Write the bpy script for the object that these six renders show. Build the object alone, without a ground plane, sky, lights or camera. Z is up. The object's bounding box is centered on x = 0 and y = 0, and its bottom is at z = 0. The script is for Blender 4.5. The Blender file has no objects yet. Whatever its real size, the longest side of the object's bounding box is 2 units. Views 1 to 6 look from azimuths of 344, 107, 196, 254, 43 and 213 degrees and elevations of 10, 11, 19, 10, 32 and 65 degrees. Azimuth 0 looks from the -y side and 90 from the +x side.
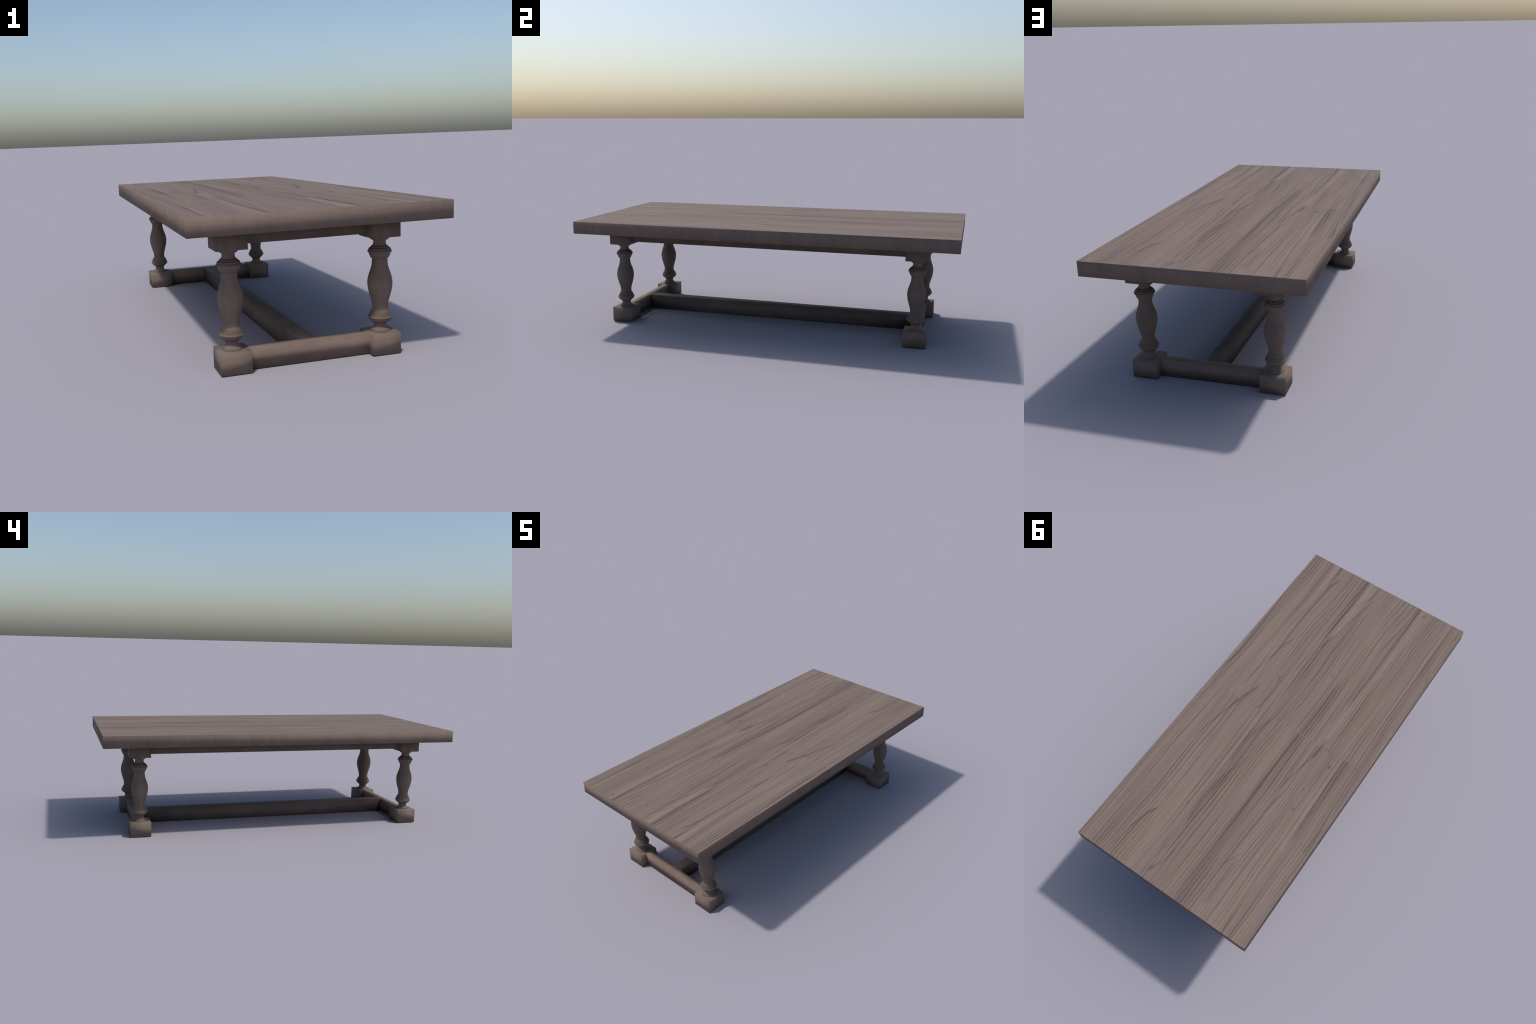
"""A long refectory style dining table: a thick slab top with walnut grain,
four turned baluster legs between square blocks and feet, an apron under the
top, and an H shaped stretcher on the floor.  Metres, z up."""
import bpy
from math import cos, sin, pi, sqrt
from mathutils import Vector

# ------------------------------------------------------------------ sizes
TOP_HALF_X, TOP_HALF_Y = 0.4662, 1.0
TOP_Z0, TOP_Z1 = 0.5061, 0.5704
POST_X, POST_Y = 0.2863, 0.7983        # axis of a leg
POST_HALF = 0.0559                     # half side of block and foot
FOOT_H = 0.0777
BLOCK_Z0 = 0.4338
APRON_Z0 = 0.4482
RAIL_IN, RAIL_OUT = 0.0190, 0.0185     # rails sit centred on the posts
STRETCHER_HALF = 0.0330

scene = bpy.context.scene


# ------------------------------------------------------------------ node helpers
class Nodes:
    """Small arithmetic layer over a shader node tree."""

    def __init__(self, tree):
        self.t = tree

    def new(self, kind, **props):
        n = self.t.nodes.new(kind)
        for k, v in props.items():
            setattr(n, k, v)
        return n

    def put(self, socket, v):
        if isinstance(v, bpy.types.NodeSocket):
            self.t.links.new(v, socket)
        else:
            socket.default_value = v

    def math(self, op, a, b=0.0, c=0.0, clamp=False):
        n = self.new("ShaderNodeMath", operation=op, use_clamp=clamp)
        for s, v in zip(n.inputs, (a, b, c)):
            self.put(s, v)
        return n.outputs[0]

    def add(self, a, b): return self.math("ADD", a, b)
    def sub(self, a, b): return self.math("SUBTRACT", a, b)
    def mul(self, a, b): return self.math("MULTIPLY", a, b)
    def mad(self, a, b, c): return self.math("MULTIPLY_ADD", a, b, c)

    def total(self, parts):
        out = parts[0]
        for p in parts[1:]:
            out = self.add(out, p)
        return out

    def vec(self, x, y, z):
        n = self.new("ShaderNodeCombineXYZ")
        for s, v in zip(n.inputs, (x, y, z)):
            self.put(s, v)
        return n.outputs[0]

    def noise(self, v, scale=1.0, detail=2.0, rough=0.5, distort=0.0):
        n = self.new("ShaderNodeTexNoise")
        self.put(n.inputs["Vector"], v)
        n.inputs["Scale"].default_value = scale
        n.inputs["Detail"].default_value = detail
        n.inputs["Roughness"].default_value = rough
        n.inputs["Distortion"].default_value = distort
        return n.outputs["Fac"]

    def smooth(self, v, a, b, lo=0.0, hi=1.0, kind="SMOOTHSTEP"):
        n = self.new("ShaderNodeMapRange", interpolation_type=kind, clamp=True)
        self.put(n.inputs["Value"], v)
        for k, x in (("From Min", a), ("From Max", b), ("To Min", lo), ("To Max", hi)):
            self.put(n.inputs[k], x)
        return n.outputs["Result"]

    def ramp(self, v, stops):
        n = self.new("ShaderNodeValToRGB")
        self.put(n.inputs["Fac"], v)
        e = n.color_ramp.elements
        while len(e) < len(stops):
            e.new(0.5)
        for el, (p, c) in zip(e, stops):
            el.position = p
            el.color = (*c, 1.0)
        return n.outputs["Color"]

    def mix(self, f, a, b, blend="MIX"):
        n = self.new("ShaderNodeMix", data_type="RGBA", blend_type=blend)
        self.put(n.inputs["Factor"], f)
        for s, v in ((n.inputs[6], a), (n.inputs[7], b)):
            self.put(s, v if isinstance(v, bpy.types.NodeSocket) else (*v, 1.0))
        return n.outputs[2]


def material(name):
    m = bpy.data.materials.new(name)
    m.use_nodes = True
    t = m.node_tree
    t.nodes.clear()
    k = Nodes(t)
    bsdf = k.new("ShaderNodeBsdfPrincipled")
    out = k.new("ShaderNodeOutputMaterial")
    t.links.new(bsdf.outputs[0], out.inputs[0])
    co = k.new("ShaderNodeTexCoord").outputs["Object"]
    xyz = k.new("ShaderNodeSeparateXYZ")
    t.links.new(co, xyz.inputs[0])
    return m, k, bsdf, co, xyz.outputs


def streak_group():
    """One drawn-out figure line of the grain: a soft dark stroke that follows
    x = X + S*(y-Y) + C*(y-Y)^2 over the length 2*L and is W wide; A is its strength."""
    g = bpy.data.node_groups.new("grain_stroke", "ShaderNodeTree")
    for n in ("x", "y", "X", "Y", "S", "C", "L", "W", "A"):
        g.interface.new_socket(n, in_out="INPUT", socket_type="NodeSocketFloat")
    g.interface.new_socket("stroke", in_out="OUTPUT", socket_type="NodeSocketFloat")
    k = Nodes(g)
    i = k.new("NodeGroupInput").outputs
    o = k.new("NodeGroupOutput")
    dy = k.sub(i["y"], i["Y"])
    line = k.add(k.mad(dy, i["S"], i["X"]), k.mul(k.mul(dy, dy), i["C"]))
    d = k.math("DIVIDE", k.sub(i["x"], line), i["W"])
    bell = k.math("EXPONENT", k.mul(k.mul(d, d), -1.0))
    t = k.math("DIVIDE", dy, i["L"])
    t4 = k.math("POWER", k.math("ABSOLUTE", t), 4.0)
    ends = k.math("MAXIMUM", k.sub(1.0, t4), 0.0)
    g.links.new(k.mul(k.mul(bell, ends), i["A"]), o.inputs[0])
    return g


# centre x, centre y, slope, bend, half length, half width, strength
STROKES = (
    (0.304, -0.665, 0.098, -0.25, 0.27, 0.0040, 0.34),
    (0.270, -0.880, 0.42, 0.00, 0.045, 0.0055, 0.34),     # knot at its end
    (0.056, -0.905, 0.223, 2.20, 0.10, 0.0035, 0.40),     # arched figure
    (0.053, -0.770, 0.163, -0.10, 0.24, 0.0035, 0.34),
    (0.092, -0.540, 0.10, 0.00, 0.06, 0.0070, 0.34),
    (0.089, -0.365, 0.00, 0.25, 0.22, 0.0150, 0.24),
    (0.268, -0.403, 0.28, -1.80, 0.05, 0.0050, 0.45),
    (0.296, -0.228, 0.14, -0.35, 0.17, 0.0040, 0.32),
    (0.129, -0.375, 0.14, -0.26, 0.10, 0.0030, 0.28),
    (-0.448, -0.930, 0.20, 1.05, 0.05, 0.0035, 0.26),
    (-0.459, -0.610, -0.22, 1.40, 0.08, 0.0040, 0.28),
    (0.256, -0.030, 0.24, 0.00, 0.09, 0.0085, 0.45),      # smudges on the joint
    (0.295, 0.110, 0.21, 0.00, 0.17, 0.0050, 0.36),
    (-0.213, 0.015, 0.05, 0.00, 0.07, 0.0085, 0.50),
    (-0.195, 0.150, 0.16, 0.00, 0.17, 0.0050, 0.42),
    (0.091, 0.085, 0.23, -0.50, 0.10, 0.0100, 0.26),
    (0.108, 0.200, -0.11, 0.80, 0.12, 0.0045, 0.28),
    (0.076, 0.362, 0.29, -0.29, 0.10, 0.0045, 0.28),
    (0.096, 0.520, 0.04, -0.88, 0.15, 0.0130, 0.32),
    (0.089, 0.655, -0.08, 0.00, 0.04, 0.0050, 0.30),
    (0.272, 0.778, 0.29, -0.87, 0.08, 0.0042, 0.45),
    (0.256, 0.725, 0.45, 0.00, 0.03, 0.0060, 0.38),
    (0.289, 0.896, 0.07, -0.84, 0.10, 0.0040, 0.34),
    (0.060, 0.885, 0.26, 2.30, 0.09, 0.0060, 0.30),       # swirl near the end
    (0.101, 0.860, -0.20, 0.00, 0.12, 0.0060, 0.20),
    (-0.212, 0.820, -0.02, 0.28, 0.13, 0.0110, 0.42),
    (-0.185, 0.710, 0.50, 0.00, 0.05, 0.0050, 0.28),
    (-0.443, 0.430, 0.05, 0.00, 0.08, 0.0060, 0.26),
    (0.094, 0.880, 0.00, 0.00, 0.05, 0.0120, -0.22),      # pale heart of the swirl
    (-0.343, 0.500, -0.03, 0.00, 0.36, 0.0120, -0.22),    # pale streaks
    (-0.236, -0.480, 0.03, 0.00, 0.50, 0.0140, -0.16),
    (0.086, -0.700, 0.04, 0.00, 0.16, 0.0160, -0.20),
    (0.085, -0.930, -0.06, 0.00, 0.11, 0.0200, -0.20),
    (0.265, 0.500, -0.02, 0.00, 0.26, 0.0160, -0.16),
    (-0.100, 0.500, 0.00, 0.00, 0.50, 0.0120, -0.12),
)

# small pin knots: x, y, radius
KNOTS = (
    (0.279, -0.828, 0.0045), (-0.025, -0.909, 0.0040), (-0.245, -0.964, 0.0060),
    (0.176, -0.214, 0.0050), (0.172, -0.196, 0.0045), (-0.304, 0.071, 0.0065),
    (-0.040, -0.370, 0.0045), (-0.281, 0.351, 0.0050), (0.143, 0.598, 0.0045),
    (-0.265, 0.237, 0.0035),
)

# boards glued side by side in the top: soft side x, sharp side x, y from, y to, darkening
BOARDS = (
    (0.150, 0.1090, -1.05, -0.50, 0.36),
    (0.150, 0.1020, -0.60, -0.20, 0.12),
    (0.140, 0.1760, -1.05, 0.00, 0.16),
    (-0.150, -0.2140, -1.05, -0.20, 0.32),
    (-0.155, -0.0830, -0.40, 0.00, 0.26),
    (-0.165, -0.0760, 0.00, 1.05, 0.34),
    (-0.400, -0.3480, 0.00, 0.55, 0.32),
    (-0.400, -0.3300, 0.50, 1.05, 0.16),
    (-0.440, -0.4000, -1.05, -0.55, 0.22),
    (0.020, 0.0480, 0.45, 1.05, 0.16),
    (0.400, 0.4560, -1.05, 0.00, 0.14),
)


def walnut_top():
    m, k, bsdf, co, (x, y, z) = material("walnut_grain")
    half = k.math("GREATER_THAN", y, 0.0)
    shift = k.mul(half, 0.30)
    # slow wander of the grain along the table
    wide = k.noise(k.vec(k.mul(x, 3.2), k.mul(y, 1.5), shift), detail=1.0)
    near = k.noise(k.vec(k.mul(x, 13.0), k.mul(y, 3.6), k.add(shift, 3.1)), detail=1.0)
    tiny = k.noise(k.vec(k.mul(x, 60.0), k.mul(y, 26.0), shift), detail=1.0)
    g = k.total([x, k.mad(wide, 0.032, -0.016), k.mad(near, 0.009, -0.0045), k.mad(tiny, 0.0016, -0.0008)])
    band = k.noise(k.vec(k.mul(g, 26.0), k.mul(y, 0.55), k.add(shift, 1.7)), detail=1.5)
    ring = k.noise(k.vec(k.mul(g, 95.0), k.mul(y, 0.9), k.add(shift, 4.4)), detail=2.0, rough=0.55)
    fibre = k.noise(k.vec(k.mul(g, 260.0), k.mul(y, 4.0), k.add(shift, 9.0)), detail=1.5)
    pores = k.noise(k.vec(k.mul(g, 420.0), k.mul(y, 85.0), shift), detail=1.5)
    calm = k.smooth(k.noise(k.vec(k.mul(g, 9.0), k.mul(y, 1.4), k.add(shift, 12.0)), detail=1.0), 0.36, 0.6, 0.55, 1.0)
    rings = k.smooth(ring, 0.30, 0.52, -1.0, 0.25)          # dark thin late wood
    glint = k.smooth(ring, 0.56, 0.70, 0.0, 0.6)

    # growth rings cut lengthwise: each darkens slowly, then ends in a crisp line
    sway = k.noise(k.vec(k.mul(g, 7.0), k.mul(y, 0.9), k.add(shift, 30.0)), detail=1.5)
    saw = k.math("FRACT", k.mad(g, 58.0, k.mul(sway, 6.5)))
    late = k.mul(k.smooth(saw, 0.35, 0.90), k.smooth(saw, 0.92, 1.0, 1.0, 0.0))
    late_on = k.smooth(k.noise(k.vec(k.mul(g, 30.0), k.mul(y, 1.6), k.add(shift, 40.0)), detail=1.0), 0.36, 0.60, 0.25, 1.0)

    group = streak_group()
    wob = k.add(x, k.mad(near, 0.012, -0.006))
    dark = []
    for X, Y, S, C, L, W, A in STROKES:
        n = k.new("ShaderNodeGroup", node_tree=group)
        for key, v in zip(("x", "y", "X", "Y", "S", "C", "L", "W", "A"), (wob, y, X, Y, S, C, L, W, A)):
            k.put(n.inputs[key], v)
        dark.append(n.outputs[0])
    for X, Y, R in KNOTS:
        dx, dy = k.sub(x, X), k.mul(k.sub(y, Y), 0.6)
        d2 = k.add(k.mul(dx, dx), k.mul(dy, dy))
        dark.append(k.mul(k.math("EXPONENT", k.mul(d2, -1.0 / (R * R))), 0.55))
    edge = k.add(x, k.mad(wide, 0.010, -0.005))
    for soft, sharp, y0, y1, a in BOARDS:
        side = 1.0 if sharp > soft else -1.0
        body = k.smooth(edge, soft, sharp)
        cut = k.smooth(edge, sharp - 0.0012 * side, sharp + 0.0012 * side, 1.0, 0.0)
        fade0 = k.smooth(y, y0, y0 + (0.12 if y0 else 0.001)) if y0 > -1 else 1.0
        fade1 = k.smooth(y, y1 - (0.14 if y1 else 0.001), y1, 1.0, 0.0) if y1 < 1 else 1.0
        dark.append(k.mul(k.mul(k.mul(body, cut), k.mul(fade0, fade1)), a))
    drawn = k.total(dark)

    tone = k.total([
        k.mad(band, 0.58, 0.285),
        k.mul(k.mul(rings, calm), 0.22),
        k.mul(glint, 0.18),
        k.mad(k.mul(late, late_on), -0.38, 0.10),
        k.mad(fibre, 0.44, -0.22),
        k.mad(pores, 0.34, -0.17),
    ])
    tone = k.sub(tone, k.mul(drawn, 0.86))
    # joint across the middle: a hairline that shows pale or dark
    hair = k.smooth(k.math("ABSOLUTE", y), 0.0009, 0.0022, 1.0, 0.0)
    def span(c, w):
        return k.smooth(k.math("ABSOLUTE", k.sub(x, c)), w * 0.75, w, 1.0, 0.0)

    pale = k.math("MINIMUM", k.total([span(-0.115, 0.044), k.mul(span(0.268, 0.026), 0.8), k.mul(span(0.085, 0.022), 0.6)]), 1.0)
    sunk = k.math("MINIMUM", k.total([span(-0.256, 0.034), k.mul(span(0.388, 0.030), 0.5), k.mul(span(0.205, 0.018), 0.5)]), 1.0)
    hair_tone = k.sub(k.mad(pale, 0.22, 0.58), k.mul(sunk, 0.50))
    hair_on = k.math("MINIMUM", k.total([k.mul(pale, 0.75), k.mul(sunk, 0.85), 0.12]), 0.9)
    hair = k.mul(hair, hair_on)
    tone = k.add(k.mul(tone, k.sub(1.0, hair)), k.mul(hair_tone, hair))

    colour = k.ramp(tone, (
        (0.00, (0.088, 0.064, 0.057)),
        (0.30, (0.128, 0.095, 0.083)),
        (0.55, (0.164, 0.124, 0.107)),
        (0.80, (0.193, 0.149, 0.126)),
        (1.00, (0.216, 0.169, 0.142)),
    ))
    hue = k.noise(k.vec(k.mul(g, 24.0), k.mul(y, 1.6), k.add(shift, 21.0)), detail=2.0)
    colour = k.mix(k.smooth(hue, 0.44, 0.70, 0.0, 0.5), colour, (1.02, 1.0, 0.92), "MULTIPLY")
    k.put(bsdf.inputs["Base Color"], colour)
    bsdf.inputs["Roughness"].default_value = 0.70
    bsdf.inputs["Specular IOR Level"].default_value = 0.11
    return m


def plain_wood(name, axis, baked_shade=1.0, crease_shadow=(), mottle=2.2):
    """Stained frame wood: nearly even, with faint mottling along the given axis.
    depth < 1 darkens the wood colour for occlusion; grime: (height, reach, strength) of shadow
    painted into the creases of the turned mouldings."""
    m, k, bsdf, co, xyz = material(name)
    s = [40.0, 40.0, 40.0]
    s[axis] = 7.0
    v = k.vec(*(k.mul(c, f) for c, f in zip(xyz, s)))
    faint = k.noise(v, detail=3.0, rough=0.55)
    blot = k.noise(co, scale=9.0, detail=2.0)
    tone = k.add(k.mul(faint, 0.45), k.mul(blot, 0.55))
    tone = k.mad(tone, mottle, 0.5 - 0.5 * mottle)
    colour = k.ramp(tone, tuple((p, tuple(baked_shade * c for c in rgb)) for p, rgb in (
        (0.28, (0.143, 0.107, 0.092)),
        (0.50, (0.161, 0.121, 0.103)),
        (0.72, (0.178, 0.135, 0.115)),
    )))
    hue = k.noise(co, scale=14.0, detail=1.0)
    colour = k.mix(k.smooth(hue, 0.42, 0.62, 0.0, 0.5), colour, (1.03, 1.0, 0.92), "MULTIPLY")
    if crease_shadow:
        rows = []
        for h, reach, a in crease_shadow:
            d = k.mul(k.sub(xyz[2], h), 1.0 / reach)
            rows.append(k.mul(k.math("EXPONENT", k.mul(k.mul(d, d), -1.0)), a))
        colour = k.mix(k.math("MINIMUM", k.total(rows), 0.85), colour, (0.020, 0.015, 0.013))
    k.put(bsdf.inputs["Base Color"], colour)
    bsdf.inputs["Roughness"].default_value = 0.70
    bsdf.inputs["Specular IOR Level"].default_value = 0.11
    return m


MAT_TOP = walnut_top()
MAT_EDGE = plain_wood("edge_wood", 2, mottle=1.3)
MAT_LONG = plain_wood("stretcher_wood", 1, 0.74)  # same wood, darkened for the shade under the table
MAT_CROSS = plain_wood("foot_wood", 0)
MAT_APRON_LONG = plain_wood("side_apron_wood", 1, 0.68)  # colour lowered for occlusion beneath the overhanging top
MAT_APRON_CROSS = plain_wood("end_apron_wood", 0, 0.64)  # shadow below the slab baked into this tint
MAT_BLOCK = plain_wood("block_wood", 2, 0.82)  # slightly darkened: soft shade near the top put in the colour
MAT_LEG = plain_wood("leg_wood", 2, 0.90, crease_shadow=(  # dimmed overall, with occlusion bands drawn at the ring grooves
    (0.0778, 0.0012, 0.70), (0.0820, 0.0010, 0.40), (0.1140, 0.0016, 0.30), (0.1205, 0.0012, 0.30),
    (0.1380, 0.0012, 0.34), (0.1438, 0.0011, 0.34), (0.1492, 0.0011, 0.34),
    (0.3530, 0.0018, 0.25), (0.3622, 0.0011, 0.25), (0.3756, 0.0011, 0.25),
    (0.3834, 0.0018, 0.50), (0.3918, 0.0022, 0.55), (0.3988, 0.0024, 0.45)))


# ------------------------------------------------------------------ geometry helpers
def attach(obj, parent):
    obj.parent = parent
    return obj


def link(name, mesh, parent, at=(0, 0, 0)):
    o = bpy.data.objects.new(name, mesh)
    scene.collection.objects.link(o)
    o.location = at
    return attach(o, parent)


def soft_box(name, hx, hy, z0, z1, mats, flat_top=False, open_axis=None, cuts=(1, 1, 1), sag=1.0, own=1.0):
    """A box with crisp edges whose shading rolls softly over every corner, the way
    an eased and waxed edge looks.  open_axis: the axis along which it butts into
    its neighbours, so the shading does not turn over there.
    sag > 1 turns the shading further under at the bottom; own > 1 lets each face
    keep more of its own direction, which makes the edges read crisper."""
    size = ((-hx, hx), (-hy, hy), (z0, z1))

    def axis_steps(a):
        lo, hi = size[a]
        return [lo + (hi - lo) * i / cuts[a] for i in range(cuts[a] + 1)]

    steps = [axis_steps(a) for a in range(3)]
    verts, index, faces, mat = [], {}, [], []

    def vid(c):
        if c not in index:
            index[c] = len(verts)
            verts.append(tuple(steps[a][c[a]] for a in range(3)))
        return index[c]

    for a in range(3):
        u, v = (a + 1) % 3, (a + 2) % 3
        for end in (0, cuts[a]):
            for i in range(cuts[u]):
                for j in range(cuts[v]):
                    quad = []
                    for di, dj in ((0, 0), (1, 0), (1, 1), (0, 1)):
                        c = [0, 0, 0]
                        c[a], c[u], c[v] = end, i + di, j + dj
                        quad.append(vid(tuple(c)))
                    faces.append(quad if end else quad[::-1])
                    mat.append(0 if (a == 2 and end) else 1)
    me = bpy.data.meshes.new(name)
    me.from_pydata(verts, [], faces)
    for m in mats:
        me.materials.append(m)
    mid = [(s[0] + s[1]) / 2 for s in size]
    half = [(s[1] - s[0]) / 2 for s in size]
    normals = []
    for p in me.polygons:
        p.use_smooth = True
        p.material_index = min(mat[p.index], len(mats) - 1)
        for li in p.loop_indices:
            co = me.vertices[me.loops[li].vertex_index].co
            if flat_top and p.normal.z > 0.9:
                normals.append((0, 0, 1))
                continue
            n = Vector([(co[a] - mid[a]) / half[a] if a != open_axis else 0.0 for a in range(3)])
            n += p.normal * (own - 1.0)
            if n.z < 0:
                n.z *= sag
            normals.append(tuple(n.normalized()))
    me.update()
    me.normals_split_custom_set(normals)
    return me


def baluster_profile():
    """(radius, height) of the turned leg, from the foot up: base moulding, neck,
    lower ring cluster, swelling vase, upper ring cluster, neck, top moulding."""
    lower = [
        (0.0374, 0.0765), (0.0376, 0.0785), (0.0368, 0.0805), (0.0350, 0.0818), (0.0336, 0.0820),
        (0.0338, 0.0830), (0.0325, 0.0855), (0.0290, 0.0880), (0.0250, 0.0905), (0.0231, 0.0945),
        (0.0227, 0.0990), (0.0229, 0.1040), (0.0240, 0.1085), (0.0266, 0.1115), (0.0294, 0.1132),
        (0.0308, 0.1136), (0.0318, 0.1150), (0.0336, 0.1172), (0.0358, 0.1192), (0.0376, 0.1203),
        (0.0394, 0.1206), (0.0398, 0.1222), (0.0405, 0.1250), (0.0416, 0.1272), (0.0436, 0.1288),
        (0.0446, 0.1315), (0.0446, 0.1335), (0.0434, 0.1360), (0.0410, 0.1376), (0.0402, 0.1382),
        (0.0408, 0.1396), (0.0406, 0.1420), (0.0392, 0.1436), (0.0382, 0.1440), (0.0388, 0.1452),
        (0.0384, 0.1476), (0.0370, 0.1490), (0.0358, 0.1494), (0.0360, 0.1510), (0.0348, 0.1545),
        (0.0320, 0.1580), (0.0292, 0.1600),
    ]
    vase = [
        (0.0286, 0.1640), (0.0286, 0.1720), (0.0291, 0.1800), (0.0304, 0.1880), (0.0326, 0.1965),
        (0.0356, 0.2060), (0.0386, 0.2165), (0.0415, 0.2270), (0.0438, 0.2380), (0.0453, 0.2490),
        (0.0460, 0.2600), (0.0455, 0.2700), (0.0441, 0.2790), (0.0419, 0.2880), (0.0390, 0.2970),
        (0.0358, 0.3060), (0.0328, 0.3150), (0.0306, 0.3230), (0.0293, 0.3310), (0.0287, 0.3400),
        (0.0287, 0.3480), (0.0290, 0.3525),
    ]
    upper = [
        (0.0296, 0.3535), (0.0322, 0.3550), (0.0344, 0.3570), (0.0357, 0.3592), (0.0359, 0.3612),
        (0.0354, 0.3622), (0.0368, 0.3634), (0.0384, 0.3660), (0.0395, 0.3692), (0.0402, 0.3720),
        (0.0406, 0.3742), (0.0412, 0.3750), (0.0434, 0.3762), (0.0446, 0.3782), (0.0446, 0.3797),
        (0.0436, 0.3814), (0.0412, 0.3828), (0.0406, 0.3840), (0.0412, 0.3858), (0.0406, 0.3882),
        (0.0388, 0.3900), (0.0360, 0.3914), (0.0334, 0.3924), (0.0332, 0.3938), (0.0328, 0.3956),
        (0.0312, 0.3972), (0.0284, 0.3984), (0.0258, 0.3990), (0.0256, 0.4006), (0.0254, 0.4028),
        (0.0242, 0.4044), (0.0232, 0.4068), (0.0229, 0.4100), (0.0229, 0.4175), (0.0234, 0.4188),
        (0.0262, 0.4200), (0.0300, 0.4216), (0.0326, 0.4234), (0.0338, 0.4256), (0.0350, 0.4290),
        (0.0350, 0.4352),
    ]
    return lower + vase + upper


def turned_leg(name, mat, sides=48):
    prof = baluster_profile()
    verts, faces = [], []
    for r, z in prof:
        verts += [(r * cos(2 * pi * i / sides), r * sin(2 * pi * i / sides), z) for i in range(sides)]
    for j in range(len(prof) - 1):
        for i in range(sides):
            a, b = j * sides + i, j * sides + (i + 1) % sides
            faces.append((a, b, b + sides, a + sides))
    faces.append(tuple(range(sides))[::-1])
    n = (len(prof) - 1) * sides
    faces.append(tuple(n + i for i in range(sides)))
    me = bpy.data.meshes.new(name)
    me.from_pydata(verts, [], faces)
    me.materials.append(mat)
    for p in me.polygons:
        p.use_smooth = len(p.vertices) == 4
    me.update()
    return me


# ------------------------------------------------------------------ the table
table = bpy.data.objects.new("dining_table", None)
scene.collection.objects.link(table)
table["label"] = "long brown walnut table with turned baluster legs and floor stretcher"
table["category"] = "dining table"

link("table_top", soft_box("table_top", TOP_HALF_X, TOP_HALF_Y, TOP_Z0, TOP_Z1, [MAT_TOP, MAT_EDGE], flat_top=True, own=1.9, sag=2.1), table)

# apron rails between the blocks
rail_y = POST_Y - POST_HALF
rail_x = POST_X - POST_HALF
side_rail = soft_box("side_rail", RAIL_OUT, rail_y, APRON_Z0, TOP_Z0 - 0.0005, [MAT_APRON_LONG], open_axis=1)
end_rail = soft_box("end_rail", rail_x, RAIL_OUT, APRON_Z0, TOP_Z0 - 0.0005, [MAT_APRON_CROSS], open_axis=0)
for s in (-1, 1):
    link("apron_rail", side_rail, table, (s * POST_X, 0, 0))
for s in (-1, 1):
    link("apron_rail", end_rail, table, (0, s * POST_Y, 0))

# legs: a turned baluster with a block above and a foot below
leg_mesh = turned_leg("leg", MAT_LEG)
block_mesh = soft_box("top_block", POST_HALF, POST_HALF, BLOCK_Z0, TOP_Z0 - 0.0003, [MAT_BLOCK], own=1.35)
foot_mesh = soft_box("foot", POST_HALF, POST_HALF, 0.0, FOOT_H, [MAT_CROSS], own=1.35, sag=1.7)
for sy in (-1, 1):
    for sx in (-1, 1):
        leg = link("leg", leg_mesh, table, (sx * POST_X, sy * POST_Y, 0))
        link("top_block", block_mesh, leg)
        link("foot", foot_mesh, leg)

# stretchers on the floor: one between the feet at each end, one long one between those
cross_mesh = soft_box("end_stretcher", rail_x, RAIL_IN, 0.0, FOOT_H - 0.0003, [MAT_CROSS], open_axis=0, sag=2.2)
for s in (-1, 1):
    link("end_stretcher", cross_mesh, table, (0, s * POST_Y, 0))
long_mesh = soft_box("long_stretcher", STRETCHER_HALF, POST_Y - RAIL_IN, 0.0, FOOT_H - 0.0010, [MAT_LONG])
link("long_stretcher", long_mesh, table)
